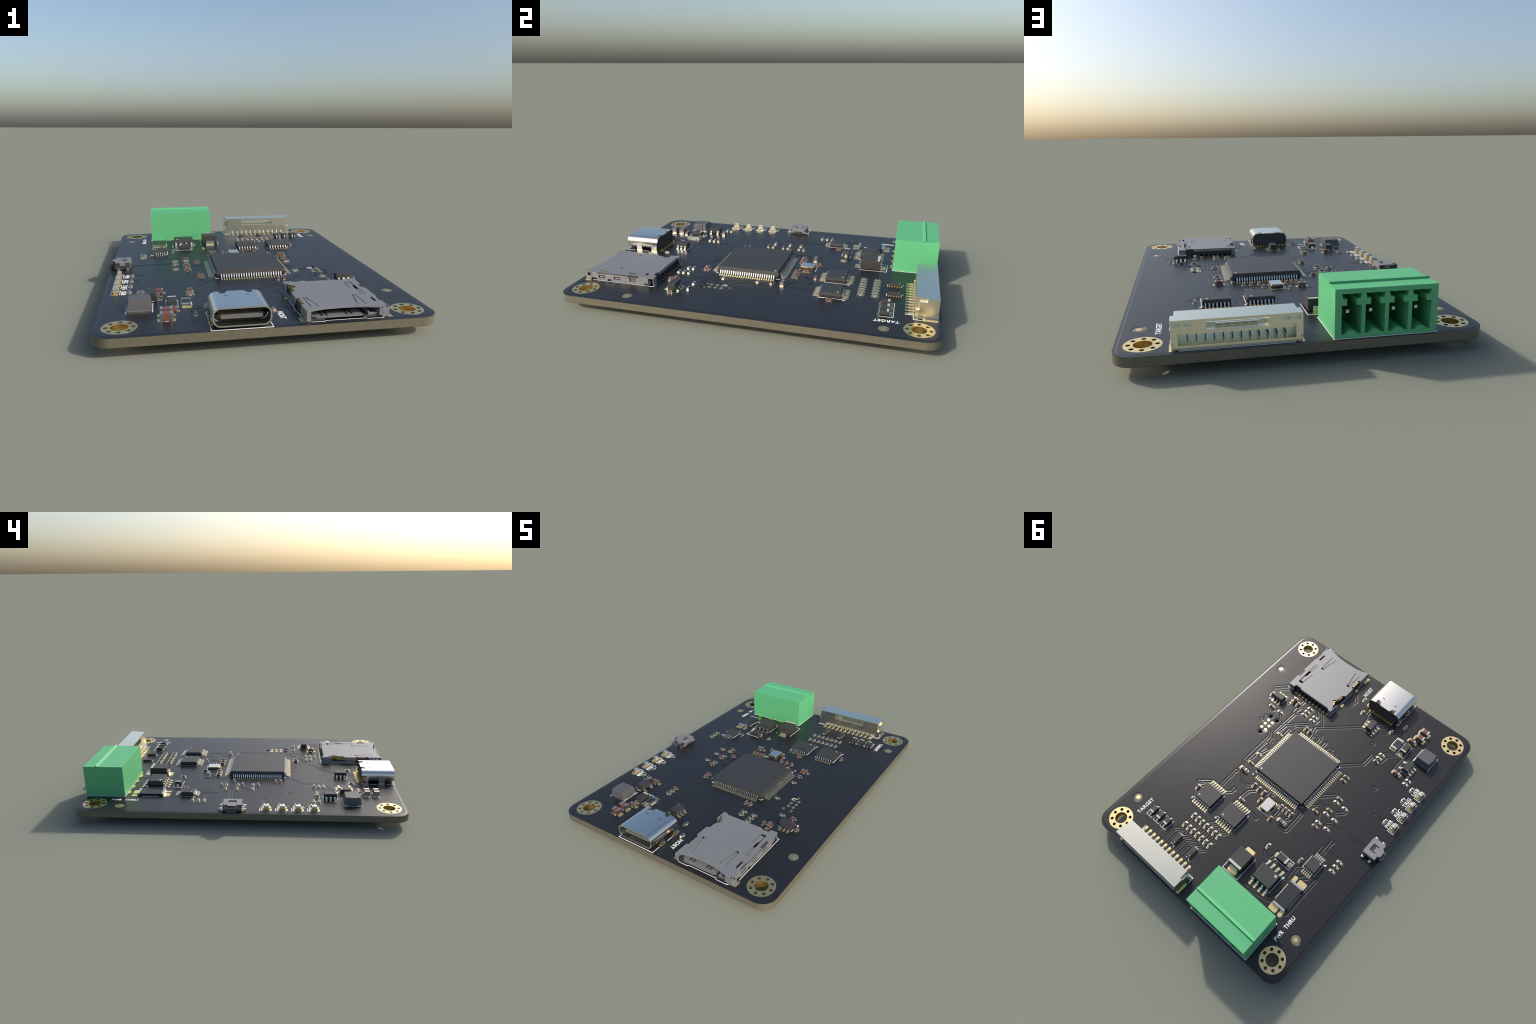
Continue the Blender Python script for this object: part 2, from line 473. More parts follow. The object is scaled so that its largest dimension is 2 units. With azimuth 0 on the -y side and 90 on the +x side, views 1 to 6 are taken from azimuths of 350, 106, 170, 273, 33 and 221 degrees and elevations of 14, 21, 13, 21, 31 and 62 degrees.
co = MB()
co.taper(1.97, 1.97, 0.2, 1.66, 1.64, 1.92, COIL)
for s in (-1, 1):
    q0, q1 = (1.5, 2.0) if s > 0 else (-2.0, -1.5)
    t1 = 1.82 if s > 0 else -1.5
    t0 = 1.5 if s > 0 else -1.82
    co.hexa([(q0, -0.85, 0.12), (q1, -0.85, 0.12), (q1, 0.85, 0.12), (q0, 0.85, 0.12)],
            [(t0, -0.75, 1.91), (t1, -0.75, 1.91), (t1, 0.75, 1.91), (t0, 0.75, 1.91)], COIL)
    for k in (-1, 1):
        co.box(s * 1.93 - 0.05, s * 1.93 + 0.05, k * 0.9 - 0.07, k * 0.9 + 0.07, 0.3, 0.8, RED)
coil = put("power_inductor", co.mesh("power_inductor", bevel=0.05), x=-20.3, y=-25.15)
cl = MB()
for s in (-1, 1):
    y0, y1 = sorted((s * 1.0, s * 1.99))
    cl.box(-1.98, 1.98, y0, y1, 0.03, 0.26, TIN)
put("inductor_terminal", cl.mesh("inductor_terminal", bevel=0.03), coil)
p = Place(-20.3, -25.15)
for s in (-1, 1):
    p.pad(0, s * 1.45, 3.7, 1.1)
    p.ink((s * 2.13, -2.2), (s * 2.13, 2.2))

xt = MB()
xt.prism(rrect(-1.22, 1.22, -1.58, 1.58, 0.25), 0.08, 0.5, EPOXY)
xt.prism(rrect(-1.22, 1.22, -1.58, 1.58, 0.25), 0.5, 0.62, GOLDB)
crystal = put("crystal_resonator", xt.mesh("crystal_resonator", bevel=0.03), x=0.02, y=8.78)
xl = MB(); xl.prism(rrect(-1.13, 1.13, -1.48, 1.48, 0.22), 0.62, 0.8, STEEL)
put("crystal_lid", xl.mesh("crystal_lid", bevel=0.06), crystal)
p = Place(0.02, 8.78)
for sx in (-1, 1):
    for sy in (-1, 1):
        p.pad(sx * 0.85, sy * 1.1, 1.15, 1.35)
p.ink((1.65, 2.0), (-1.65, 2.0), (-1.65, -2.0))

# two thin leadless arrays next to the target connector
ar = MB()
ar.box(-0.5, 0.5, -1.25, 1.25, 0.05, 0.55, EPOXY)
arm = ar.mesh("thin_array_chip", bevel=0.03)
tc = MB()
for s in (-1, 1):
    for i in range(5):
        y = (i - 2) * 0.5
        x0, x1 = sorted((s * 0.3, s * 0.515))
        tc.box(x0, x1, y - 0.1, y + 0.1, 0.03, 0.17, GOLD)
tcm = tc.mesh("array_contact")
dotm = MB(); dotm.prism(circle(-0.25, 0.95, 0.09, 16), 0.54, 0.56, MARK)
dotm = dotm.mesh("pin_one_mark")
for cx in (9.72, 4.98):
    o = put("thin_array_chip", arm, x=cx, y=28.1)
    put("array_contact", tcm, o, kind="stuff"); put("pin_one_mark", dotm, o)
    p = Place(cx, 28.1)
    for s in (-1, 1):
        for i in range(5):
            p.pad(s * 0.42, (i - 2) * 0.5, 0.45, 0.24, groove=False)
        p.ink((-0.42, s * 1.42), (0.42, s * 1.42), w=0.14)
    p.ink((-0.42, 1.42), (-0.75, 1.75), w=0.14)

# ------------------------------------------------------------------ lamps along the edge
lm = MB()
lm.box(-0.4, 0.4, -0.8, 0.8, 0.04, 0.5, LAMPBASE)
lm.taper(0.395, 0.58, 0.5, 0.39, 0.52, 1.14, LENS)
ledm = lm.mesh("indicator_lamp", bevel=0.03)
for i in range(4):
    y = -6.0 - 3.5 * i
    put("indicator_lamp", ledm, x=-24.8, y=y)
    p = Place(-24.8, y)
    for s in (-1, 1):
        p.pad(0, s * 0.79, 0.95, 0.88)
    p.ink((0.74, -0.85), (0.74, 1.49), (-0.74, 1.49), (-0.74, -0.85))

# ------------------------------------------------------------------ green terminal block
POLES = [-5.99 - 3.5 * i for i in range(4)]
def pole_outline(c):
    arc = [(c - 0.98 + 1.96 * i / 12, 0.57 + 0.58 * math.sin(math.pi * i / 12)) for i in range(13)]
    return [(c - 1.47, 0.57)] + arc + [(c + 1.47, 0.57), (c + 1.47, 4.85), (c + 0.70, 4.85), (c + 0.70, 5.78), (c + 1.27, 5.78),
            (c + 1.47, 6.54), (c - 1.47, 6.54), (c - 1.27, 5.78), (c - 0.70, 5.78), (c - 0.70, 4.85), (c - 1.47, 4.85)]
tb = MB()
out = [(-18.93, 0.03), (-3.55, 0.03), (-3.55, 7.28), (-18.93, 7.28)]
tb.prism(out, 29.0, 36.46, GREEN, holes=[pole_outline(c) for c in POLES], axes="xzy")
tb.prism(out, 27.28, 28.999, GREEN, axes="xzy")
tb.prism([(32.97, 7.2), (33.58, 7.2), (33.58, 7.6), (32.97, 7.285)], -18.93, -3.55, GREEN, axes="yzx")
term = put("terminal_block", tb.mesh("terminal_block", weld=False), x=0, y=0)
pn = MB()
pn.box(-0.26, 0.26, 28.0, 34.6, 3.05, 3.57, TIN)
pn.box(-0.4, 0.4, 27.95, 28.75, -ZT, 3.57, TIN)
pinm = pn.mesh("terminal_pin", bevel=0.05)
for c in POLES:
    put("terminal_pin", pinm, term, x=c)
    Place(c, 28.33).pad(0, 0, 1.8, 3.6, 0.25 if c == POLES[0] else 0.88)
p = Place(0, 0)
p.ink((-3.44, 36.57), (-3.44, 27.17), (-4.95, 27.17)); p.ink((-3.44, 36.57), (-19.04, 36.57), (-19.04, 27.17), (-17.6, 27.17))
for c in POLES[:-1]:
    p.ink((c - 1.05, 27.17), (c - 2.45, 27.17))

# ------------------------------------------------------------------ cream wire-to-board socket
JC = 10.0
js = MB()
def mir(x0, x1):
    return (JC - (x1 - JC), JC - (x0 - JC))
zl, zh = 0.66, 4.27
front = [(JC - 8.75, 0.05), (JC + 8.75, 0.05), (JC + 8.75, 0.95), (JC + 9.1, 0.95), (JC + 9.1, zh), (JC - 9.1, zh), (JC - 9.1, 0.95), (JC - 8.75, 0.95)]
pins = [16.875 - 1.25 * i for i in range(12)]
mouth = [(JC - 8.1, zl), (JC + 8.1, zl), (JC + 8.1, 2.68), (JC + 7.68, 2.68), (JC + 7.68, 2.2)]
for c in pins:
    mouth += [(c + 0.11, 2.2), (c + 0.11, 2.42), (c - 0.11, 2.42), (c - 0.11, 2.2)]
mouth += [(JC - 7.68, 2.2), (JC - 7.68, 2.68), (JC - 8.1, 2.68)]
window = [(5.7, 2.53), (14.28, 2.53), (14.28, 3.88), (5.7, 3.88)]
pocket = []
for a, b in ((17.7, 18.75), (16.24, 17.28)):
    pocket.append([(a, 3.34), (b, 3.34), (b, 3.9), (a, 3.9)])
    c, d = mir(a, b)
    pocket.append([(c, 3.34), (d, 3.34), (d, 3.9), (c, 3.9)])
WX0, WX1 = 5.7, 14.28
hollow = [(WX0, 2.05), (WX1, 2.05), (WX1, 3.88), (WX0, 3.88)]        # cavity behind the latch window
inner = [(JC - 8.1, zl), (JC + 8.1, zl), (JC + 8.1, 1.9), (JC - 8.1, 1.9)]
js.prism(front, 35.5, 36.2, CREAM, holes=[mouth, window] + pocket, axes="xzy")
js.prism(front, 35.2, 35.499, CREAM, holes=[mouth, window], axes="xzy")
js.prism(front, 34.1, 35.199, CREAM, holes=[inner, hollow], axes="xzy")
def stepped(w_low, w_mid, z_mid, w_top=8.6):
    """Rear cross-section: half width w_low up to 0.95, w_mid up to z_mid, w_top above."""
    half = [(w_low, 0.05), (w_low, 0.95), (w_mid, 0.95), (w_mid, z_mid), (w_top, z_mid), (w_top, zh)]
    return [(JC + x, z) for x, z in half] + [(JC - x, z) for x, z in reversed(half)]
js.prism(stepped(8.75, 9.1, 3.55), 33.6, 34.099, CREAM, holes=[inner, hollow], axes="xzy")
js.prism(stepped(8.75, 9.1, 3.55), 32.8, 33.599, CREAM, holes=[hollow], axes="xzy")
js.prism(stepped(9.1, 9.11, 1.9), 32.15, 32.799, CREAM, holes=[window], axes="xzy")
js.box(6.92, 12.98, 33.95, 34.35, 2.04, 2.86, CREAM)                 # latch bar
sock = put("wire_socket", js.mesh("wire_socket", weld=False))
ct = MB()
ct.box(-0.07, 0.07, 33.6, 35.5, 0.67, 0.86, TIN)
ct.box(-0.045, 0.045, 33.6, 34.9, 0.86, 1.25, GREYD)
ct.ribbon([(32.3, 0.85), (32.0, 0.8), (31.8, 0.25), (31.6, 0.12), (31.0, 0.12)], 0.16, 0.22, TIN)
ctm = ct.mesh("socket_contact", angle=25)
for c in pins:
    put("socket_contact", ctm, sock, x=c)
    Place(c, 31.25).pad(0, 0, 0.6, 1.7)
an = MB()
for s in (-1, 1):
    x0, x1 = sorted((JC + s * 8.76, JC + s * 9.05))
    an.box(x0, x1, 33.8, 36.25, 0.03, 0.85, TIN)
    Place(JC + s * 8.95, 35.0).pad(0, 0, 0.85, 2.8)
put("socket_anchor", an.mesh("socket_anchor", bevel=0.03), sock)
p = Place(0, 0)
p.ink((17.4, 30.5), (17.4, 31.95), (19.25, 31.95), (19.25, 33.4)); p.ink((2.5, 31.95), (0.75, 31.95), (0.75, 33.4))
p.ink((18.0, 36.35), (2.0, 36.35))

# ------------------------------------------------------------------ oval reversible plug socket with steel shell
UX = -4.95
def oval(hw, z0, z1, r, n=10):
    return rrect(UX - hw, UX + hw, z0, z1, r, n)
us = MB()
zb, zt, rr, th = 0.33, 3.36, 1.3, 0.22
o1, i1 = oval(4.47, zb, zt, rr), oval(4.47 - th, zb + th, zt - th, rr - th)
us.prism(o1, -36.65, -34.5, STEEL, holes=[i1], axes="xzy")
# rear half: only the upper part of the shell goes on; the legs come out of the lower part
cut = 1.6
up_o = [(UX + 4.47, cut)] + [q for q in o1 if q[1] > cut + 0.02] + [(UX - 4.47, cut)]
up_i = [(UX - 4.47 + th, cut)] + [q for q in reversed(i1) if q[1] > cut + 0.02] + [(UX + 4.47 - th, cut)]
us.prism(up_o + up_i, -34.5, -29.85, STEEL, axes="xzy")
# the lower part between the legs, slightly set in
lo = oval(4.40, zb, zt, rr); loi = oval(4.40 - th, zb + th, zt - th, rr - th)
lo_poly = [(UX - 4.40, cut)] + sorted([q for q in lo if q[1] < cut - 0.02], key=lambda q: q[0]) + [(UX + 4.40, cut)]
lo_poly += [(UX + 4.40 - th, cut)] + sorted([q for q in loi if q[1] < cut - 0.02], key=lambda q: -q[0]) + [(UX - 4.40 + th, cut)]
us.prism(lo_poly, -34.499, -29.7, STEEL, axes="xzy")
# top tongues behind: side shoulders, centre flap
flat = 3.17
us.prism([(UX - 1.95, -29.85), (UX + 1.95, -29.85), (UX + 1.42, -28.95), (UX + 1.42, -28.72), (UX - 1.42, -28.72), (UX - 1.42, -28.95)], zt - th, zt, STEEL)
for s in (-1, 1):
    side = [q for q in o1 if q[1] > cut + 0.4 and (q[0] - UX) * s > flat - 0.4]
    a = sorted(side, key=lambda q: q[1])
    inner = [q for q in i1 if q[1] > cut + 0.4 and (q[0] - UX) * s > flat - 0.4]
    bq = sorted(inner, key=lambda q: -q[1])
    us.prism(a + [(UX + s * (flat - 0.51), zt), (UX + s * (flat - 0.51), zt - th)] + bq, -29.85, -28.75, STEEL, axes="xzy")
for s in (-1, 1):    # bent lock tabs by the notches
    us.ribbon([(-29.87, 3.22), (-29.55, 3.15), (-29.2, 2.85), (-29.02, 2.35)], 0.16, 0.55, STEEL, x=UX + s * 2.12)
    for y0, y1 in ((-34.35, -32.95), (-30.4, -28.95)):
        x0, x1 = sorted((UX + s * 4.48, UX + s * (4.48 - th)))
        us.box(x0, x1, y0, y1, -1.75, 1.75, STEEL)
usbm = us.mesh("plug_shell", weld=False, angle=30)
usb = put("plug_socket", None, x=0, y=0)
shell = put("plug_shell", usbm, usb)
ps = MB()
for s in (-1, 1):   # punched dimples in the top of the shell
    ps.box(UX + s * 1.75 - 0.3, UX + s * 1.75 + 0.3, -31.05, -30.8, zt - 0.02, zt + 0.004, GREYD)
put("punched_dimple", ps.mesh("punched_dimple"), usb)
ub = MB()
rear = [q for q in oval(4.42, 0.08, 3.2, 1.0)]
ub.prism(rear, -29.8, -28.95, GREYD, axes="xzy")
ub.prism(oval(4.2, 0.56, 3.12, 1.1), -33.7, -29.8, GREYD, axes="xzy")
put("socket_moulding", ub.mesh("socket_moulding", bevel=0.04), usb)
ut = MB()
ut.prism([(UX - 3.05, 1.37), (UX + 3.05, 1.37), (UX + 3.2, 1.5), (UX + 3.2, 1.9), (UX + 3.05, 2.02), (UX - 3.05, 2.02), (UX - 3.2, 1.9), (UX - 3.2, 1.5)], -36.0, -32.0, TONGUE, axes="xzy")
ut.box(UX - 3.5, UX + 3.5, -34.2, -32.0, 1.1, 1.95, GREYD)
put("contact_tongue", ut.mesh("contact_tongue", bevel=0.05), usb)
ug = MB()
ucols = [(-3.2, 0.5), (-2.4, 0.5), (-1.75, 0.26), (-1.25, 0.26), (-0.75, 0.26), (-0.25, 0.26), (0.25, 0.26), (0.75, 0.26), (1.25, 0.26), (1.75, 0.26), (2.4, 0.5), (3.2, 0.5)]
for u, w in ucols:
    ug.box(UX + u - w / 2 * 0.6, UX + u + w / 2 * 0.6, -35.6, -34.15, 2.01, 2.045, GOLDB)
    ug.box(UX + u - w / 2 * 0.8, UX + u + w / 2 * 0.8, -28.98, -28.3, 0.03, 0.2, GOLDB)
    Place(UX + u, -28.45).pad(0, 0, w + 0.06, 1.45)
put("plug_contacts", ug.mesh("plug_contacts"), usb, kind="stuff")
p = Place(UX, 0)
p.ink((-4.68, -36.78), (4.68, -36.78))
for s in (-1, 1):
    for a, b in ((-36.78, -34.85), (-32.45, -30.9)):
        p.ink((s * 4.68, a), (s * 4.68, b))

# ------------------------------------------------------------------ memory card socket
sd = MB()
ht, tk = 1.70, 0.16
top = [(5.15, -20.05), (5.95, -20.1), (6.1, -20.5), (15.1, -20.55), (15.2, -20.85), (16.75, -20.8), (16.9, -20.05), (18.45, -20.0),
       (18.5, -23.4), (17.95, -23.45), (17.95, -25.75), (18.5, -25.8), (18.5, -30.7), (18.2, -30.75), (18.2, -32.85), (18.5, -32.9), (18.45, -34.5), (17.9, -35.95),
       (17.0, -35.75), (15.2, -35.3), (13.7, -35.0), (11.5, -34.9), (8.3, -35.02), (6.6, -35.4), (5.25, -35.85), (5.2, -32.5), (5.6, -32.4),
       (5.6, -29.35), (5.05, -29.3), (5.05, -28.0), (5.2, -26.2), (5.8, -25.8), (5.85, -24.3), (6.75, -23.2), (5.6, -21.8), (5.2, -21.1)]
cuts = []
# two long card springs: straight slit, blunt end, bent slit - one continuous outline each
def spring(x, s, y0, y1):
    """Tongue starting at y0, free end at y1; straight edge at x, bent edge on side s."""
    w = 0.14
    return [(x, y0), (x + s * w, y0), (x + s * w, y1 - 0.6), (x + s * 0.2, y1 - 0.4), (x + s * 0.52, y1 - 0.4), (x + s * 0.62, y1 - 1.4), (x + s * 1.18, y0 + 1.1), (x + s * 1.16, y0),
            (x + s * (1.16 + w), y0), (x + s * (1.18 + w), y0 + 1.15), (x + s * (0.62 + w), y1 - 1.35), (x + s * (0.60 + w), y1), (x, y1)]
cuts.append(spring(6.25, 1, -33.95, -29.0))
cuts.append(spring(15.42, -1, -33.95, -29.0))
# card lock spring
cuts.append([(15.62, -26.0), (15.75, -26.0), (16.02, -23.7), (16.12, -22.6), (16.92, -22.6), (16.92, -24.2), (16.6, -24.9), (16.6, -26.0), (16.5, -29.3), (16.63, -29.3),
             (16.70, -26.4), (17.06, -26.4), (17.12, -29.3), (17.26, -29.3), (17.2, -26.0), (17.12, -22.0), (15.95, -22.0), (15.88, -23.7)])
cuts.append([(17.2, -33.05), (17.62, -33.05), (17.62, -30.9), (17.2, -30.9)])
sd.prism(top, ht - tk, ht, GREY, holes=cuts)
# walls of the cover: left (outer) wall with latch windows, right wall short, rear lip
wx = 18.5
def wall(y0, y1, z0, z1, wins=()):
    sd.prism([(y0, z0), (y1, z0), (y1, z1), (y0, z1)], wx - 0.16, wx, GREY, holes=[[(a, c), (b, c), (b, d), (a, d)] for a, b, c, d in wins], axes="yzx")
zw = ht - 0.01
wall(-34.45, -33.3, 0.45, zw); wall(-33.3, -30.72, 0.05, 1.40, [(-32.85, -31.3, 0.4, 1.2)])
wall(-30.72, -29.85, 0.45, zw); wall(-29.85, -25.8, 0.05, zw, [(-29.2, -27.7, 0.45, 1.15)])
wall(-25.8, -23.45, 0.05, 1.3, [(-25.55, -24.1, 0.43, 1.25 - 0.01)])
wall(-23.45, -22.1, 0.05, zw); wall(-22.1, -21.2, 0.45, zw)
sd.prism([(-35.9, 0.05), (-34.5, 0.05), (-34.5, zw), (-35.9, zw)], wx - 0.12, wx + 0.06, GREY, holes=[[(-35.4, 0.8), (-34.75, 0.8), (-34.75, 1.45), (-35.4, 1.45)]], axes="yzx")
sd.box(18.45, 19.0, -35.5, -34.6, 0.03, 0.18, GREY)
sd.box(17.35, 18.45, -35.98, -35.82, 0.1, zw - 0.05, GREY)
sd.box(16.9, 17.4, -35.95, -35.6, 0.35, 1.5, GREY)
sd.prism([(-35.85, 0.05), (-32.5, 0.05), (-32.5, zw), (-35.85, zw)], 5.06, 5.2, GREY, holes=[[(-35.0, 0.55), (-34.7, 0.55), (-34.7, 1.3), (-35.0, 1.3)], [(-34.2, 0.55), (-33.9, 0.55), (-33.9, 1.3), (-34.2, 1.3)]], axes="yzx")
sd.box(5.06, 5.75, -35.98, -35.8, 0.05, 1.55, GREY)
sd.box(5.03, 5.16, -29.3, -26.2, 0.7, zw, GREY)
sd.box(5.0, 5.14, -22.6, -20.02, 0.08, zw, GREY)
sd.box(5.0, 5.1, -28.9, -22.6, 0.08, 0.62, GREY)
sd.box(6.1, 15.05, -20.58, -20.45, 1.05, zw, GREY)
sd.box(15.25, 16.7, -20.85, -20.6, 0.1, zw, GREYD)
sd.box(16.95, 18.4, -20.18, -20.02, 0.1, zw, GREY)
sd.box(5.05, 5.9, -20.2, -20.05, 0.1, zw, GREY)
# bent tongue-shaped floor plate under the card
sd.prism([(7.0, -35.75), (14.0, -35.75), (14.4, -35.4), (14.4, -33.0), (6.2, -33.0), (6.2, -35.0), (6.6, -35.1), (6.7, -35.6)], 0.4, 0.5, GREY)
for xg in (7.7, 8.5, 11.8, 12.6):
    sd.prism([(xg, -35.1), (xg + 0.35, -34.9), (xg + 0.28, -33.2), (xg - 0.02, -33.2)], 0.48, 0.56, GREYD)
sd.box(15.2, 17.0, -35.5, -35.25, 0.4, 0.75, GREY); sd.box(15.2, 15.45, -35.3, -33.0, 0.4, 0.9, GREY); sd.box(16.7, 17.0, -35.4, -34.0, 0.5, 1.2, GREY)
card = put("card_socket", None)
put("socket_cover", sd.mesh("socket_cover", bevel=0.0, weld=False), card)
sb = MB()
sb.box(5.25, 18.33, -33.0, -20.95, 0.06, 0.36, GREYD)
sb.box(7.2, 18.3, -23.0, -20.75, 0.36, 0.9, GREYD)
sb.box(5.25, 8.0, -35.85, -33.0, 0.06, 0.36, GREYD)
sb.box(14.3, 18.3, -35.7, -33.0, 0.06, 0.38, GREYD)
sb.box(17.75, 18.33, -33.2, -21.0, 0.3, 1.64, GREYD)
sb.box(16.2, 17.75, -30.0, -22.0, 0.3, 0.7, GREYD)
sb.box(5.2, 5.6, -32.4, -29.4, 0.06, 1.5, GREYD)
for yv in (-32.1, -28.45, -24.8):
    sb.box(18.3, 18.4, yv - 0.5, yv + 0.5, 0.62, 0.95, GREY)
put("socket_moulding", sb.mesh("socket_moulding", bevel=0.04), card)
sp = MB()
for i in range(10):
    xq = 15.95 - 1.125 * i
    sp.ribbon([(-21.0, 0.5), (-20.5, 0.45), (-20.35, 0.12), (-19.95, 0.12)], 0.14, 0.42, GREYD, x=xq)  # metal pins coloured near-black for the shadow under the cover's rear edge
    Place(xq, -20.2).pad(0, 0, 0.7, 1.25)
sp.prism([(5.55, -28.7), (5.7, -28.7), (5.7, -24.5), (6.45, -23.2), (6.0, -22.6), (5.9, -20.9), (5.7, -20.9), (5.8, -22.7), (6.2, -23.2), (5.55, -24.6)], 0.7, 1.5, GOLDB)
sp.box(5.32, 5.6, -31.9, -29.9, 1.35, 1.62, GOLDB)
sp.box(5.15, 5.6, -20.5, -20.25, 0.2, 1.4, GOLDB)
sp.prism([(6.35, -23.9), (6.6, -23.3), (6.1, -22.9), (5.95, -22.3), (5.6, -21.9), (5.6, -21.75), (6.05, -22.15), (6.2, -22.8), (6.75, -23.2), (6.5, -23.95)], 0.9, 1.45, GOLDB)
put("card_contacts", sp.mesh("card_contacts", angle=25), card, kind="stuff")
for x, y, w, h in ((4.75, -34.8, 0.95, 1.9), (4.62, -24.44, 0.7, 1.1), (4.72, -30.6, 0.6, 0.8), (18.72, -35.05, 1.05, 1.6)):
    Place(x, y).pad(0, 0, w, h, 0.05)
p = Place(0, 0)
p.ink((18.72, -34.0), (18.72, -19.9), (17.1, -19.9)); p.ink((4.86, -23.6), (4.86, -19.9), (5.3, -19.9))
p.ink((4.86, -25.3), (4.86, -29.9)); p.ink((4.86, -31.3), (4.86, -33.6))
p.ink((5.8, -36.05), (8.0, -36.05), (8.25, -35.8), (14.7, -35.8), (15.0, -36.1), (17.4, -36.1), (17.7, -35.95))

# ------------------------------------------------------------------ side push switch
sw = MB()
sw.box(-26.0, -23.05, -0.62, 3.5, 0.05, 1.5, GREYD)
swo = put("push_switch", sw.mesh("push_switch", bevel=0.04))
sc = MB()
hole = [(-25.3, 0.55), (-23.8, 0.55), (-23.8, 2.35), (-25.3, 2.35), (-25.3, 2.12), (-24.75, 2.12), (-24.75, 0.8), (-25.3, 0.8)]
plate = [(-26.05, -0.7), (-25.2, -0.7), (-25.2, -0.58), (-24.0, -0.58), (-24.0, -0.7), (-23.0, -0.7), (-23.0, 3.58), (-24.0, 3.58), (-24.0, 3.45), (-25.2, 3.45), (-25.2, 3.58), (-26.05, 3.58),
         (-26.05, 2.75), (-25.9, 2.65), (-26.3, 2.45), (-26.65, 2.2), (-26.65, 0.7), (-26.3, 0.45), (-25.9, 0.25), (-26.05, 0.15)]
sc.prism(plate, 1.5, 1.65, GREY, holes=[hole])
sc.hexa([(-24.75, 0.8, 1.2), (-24.6, 0.8, 1.2), (-24.6, 2.12, 1.2), (-24.75, 2.12, 1.2)], [(-24.9, 0.8, 1.64), (-24.75, 0.8, 1.64), (-24.75, 2.12, 1.64), (-24.9, 2.12, 1.64)], GREY)
sc.box(-26.65, -26.5, 0.75, 2.15, 1.35, 1.6, GREY)
for y0, y1 in ((-0.74, -0.62), (3.5, 3.62)):
    sc.box(-25.15, -24.05, y0, y1, 0.95, 1.6, GREY)
sc.box(-23.06, -22.95, -0.2, 3.1, 0.8, 1.6, GREY)
for y0, y1 in ((-0.7, 0.3), (2.6, 3.58)):
    sc.box(-23.06, -22.93, y0, y1, 0.4, 0.95, GREY)
for y0, y1, f0, f1 in ((-0.12, 0.38, -0.7, 0.38), (2.73, 3.2, 2.73, 3.62)):    # front frame beside the button
    sc.box(-26.1, -25.99, y0, y1, 0.65, 1.6, GREY)
    sc.box(-26.1, -25.99, f0, f1, 0.25, 0.65, GREY)
put("switch_cover", sc.mesh("switch_cover", bevel=0.0), swo)
kb = MB(); kb.box(-27.26, -25.8, 0.43, 2.68, 0.13, 1.32, KNOB)
put("push_button", kb.mesh("push_button", bevel=0.06), swo)
sl = MB()
for xq in (-23.5, -25.35):
    for s in (-1, 1):
        y0, y1 = sorted((1.44 + s * 2.0, 1.44 + s * 2.95))
        sl.box(xq - 0.3, xq + 0.3, y0, y1, 0.3, 0.5, TIN)
        y0, y1 = sorted((1.44 + s * 2.75, 1.44 + s * 2.95))
        sl.box(xq - 0.3, xq + 0.3, y0, y1, 0.03, 0.31, TIN)
        Place(xq, 1.44 + s * 2.3).pad(0, 0, 0.6, 0.6)
put("switch_lead", sl.mesh("switch_lead", bevel=0.03), swo, kind="stuff")

# ------------------------------------------------------------------ test points, fiducials, holes
TAGS = [(15.665 - 1.275 * i, -8.77 + 1.27 * j) for i in range(2) for j in range(3)]
for x, y in TAGS:
    PADS.append((x, y, 0.39, 0.39, 0.389)); COPPER.append(("pad", x, y, 0.39, 0.39, 0.389))
Place(0, 0).ink((14.75, -5.55), (13.85, -5.55), (13.85, -6.3), w=0.14)
TAGH = [(16.02, -10.04), (14.01, -10.04), (15.02, -4.96)]
FIDS = [(-24.0, 27.0), (24.0, -23.0), (24.0, 27.0)]
MOUNTS = [(sx * 23.0, sy * 33.0) for sx in (-1, 1) for sy in (-1, 1)]
SLOTS = [(UX + s * 4.32, y, l) for s in (-1, 1) for y, l in ((-29.65, 2.0), (-33.65, 1.7))]

# ------------------------------------------------------------------ traces
for i in range(7):          # buffer -> resistor -> resistor -> connector, straight along the board
    x = 11.05 - 1.295 * i
    trace((x, 22.1), (x, 24.1))
    xs = (13.78 - 1.3 * i) if i < 3 else (6.15 - 0.65 * (i - 3) * 1.9)
    dx = abs(xs - x)
    trace((x, 21.2), (x, 20.9), (xs, 20.9 - min(dx, 1.2)), (xs, 19.2), w=0.2)
    xp = pins[i + 4]
    dx = abs(xp - x)
    trace((x, 25.0), (x, 26.0), (xp, 26.0 + dx), (xp, 30.8), w=0.2)
for i in range(3):
    trace((18.62 - 2.18 * i, 27.9), (18.62 - 2.18 * i, 28.6), (pins[i], 28.6 + abs(pins[i] - 18.62 + 2.18 * i)), (pins[i], 30.8), w=0.2)
trace((11.8, 11.9), (11.9, 7.0))
trace((16.4, 14.8), (14.6, 13.1), (13.8, 12.8))
trace((15.6, 15.5), (15.1, 15.0), (14.7, 14.4))
trace((9.8, 12.6), (8.8, 11.8), (8.8, 10.8))
trace((2.1, 12.6), (1.2, 12.6), (0.1, 12.8))
trace((6.2, 11.4), (5.9, 9.0), (4.5, 7.5))
trace((6.2, 7.5), (7.3, 8.2), (8.8, 8.1), (10.6, 6.1), (12.3, 3.7), (12.3, -5.2), (13.1, -6.5), (14.1, -7.2))
trace((11.5, 2.9), (11.3, -3.5), (10.2, -2.3), (10.7, -0.8))
trace((9.9, -2.9), (10.8, -3.9), (11.0, -5.1))
trace((9.5, -4.2), (12.1, -7.0), (11.9, -14.5), (10.5, -15.8))
trace((12.0, -14.6), (12.4, -14.8), (12.0, -17.0), (10.6, -18.4))
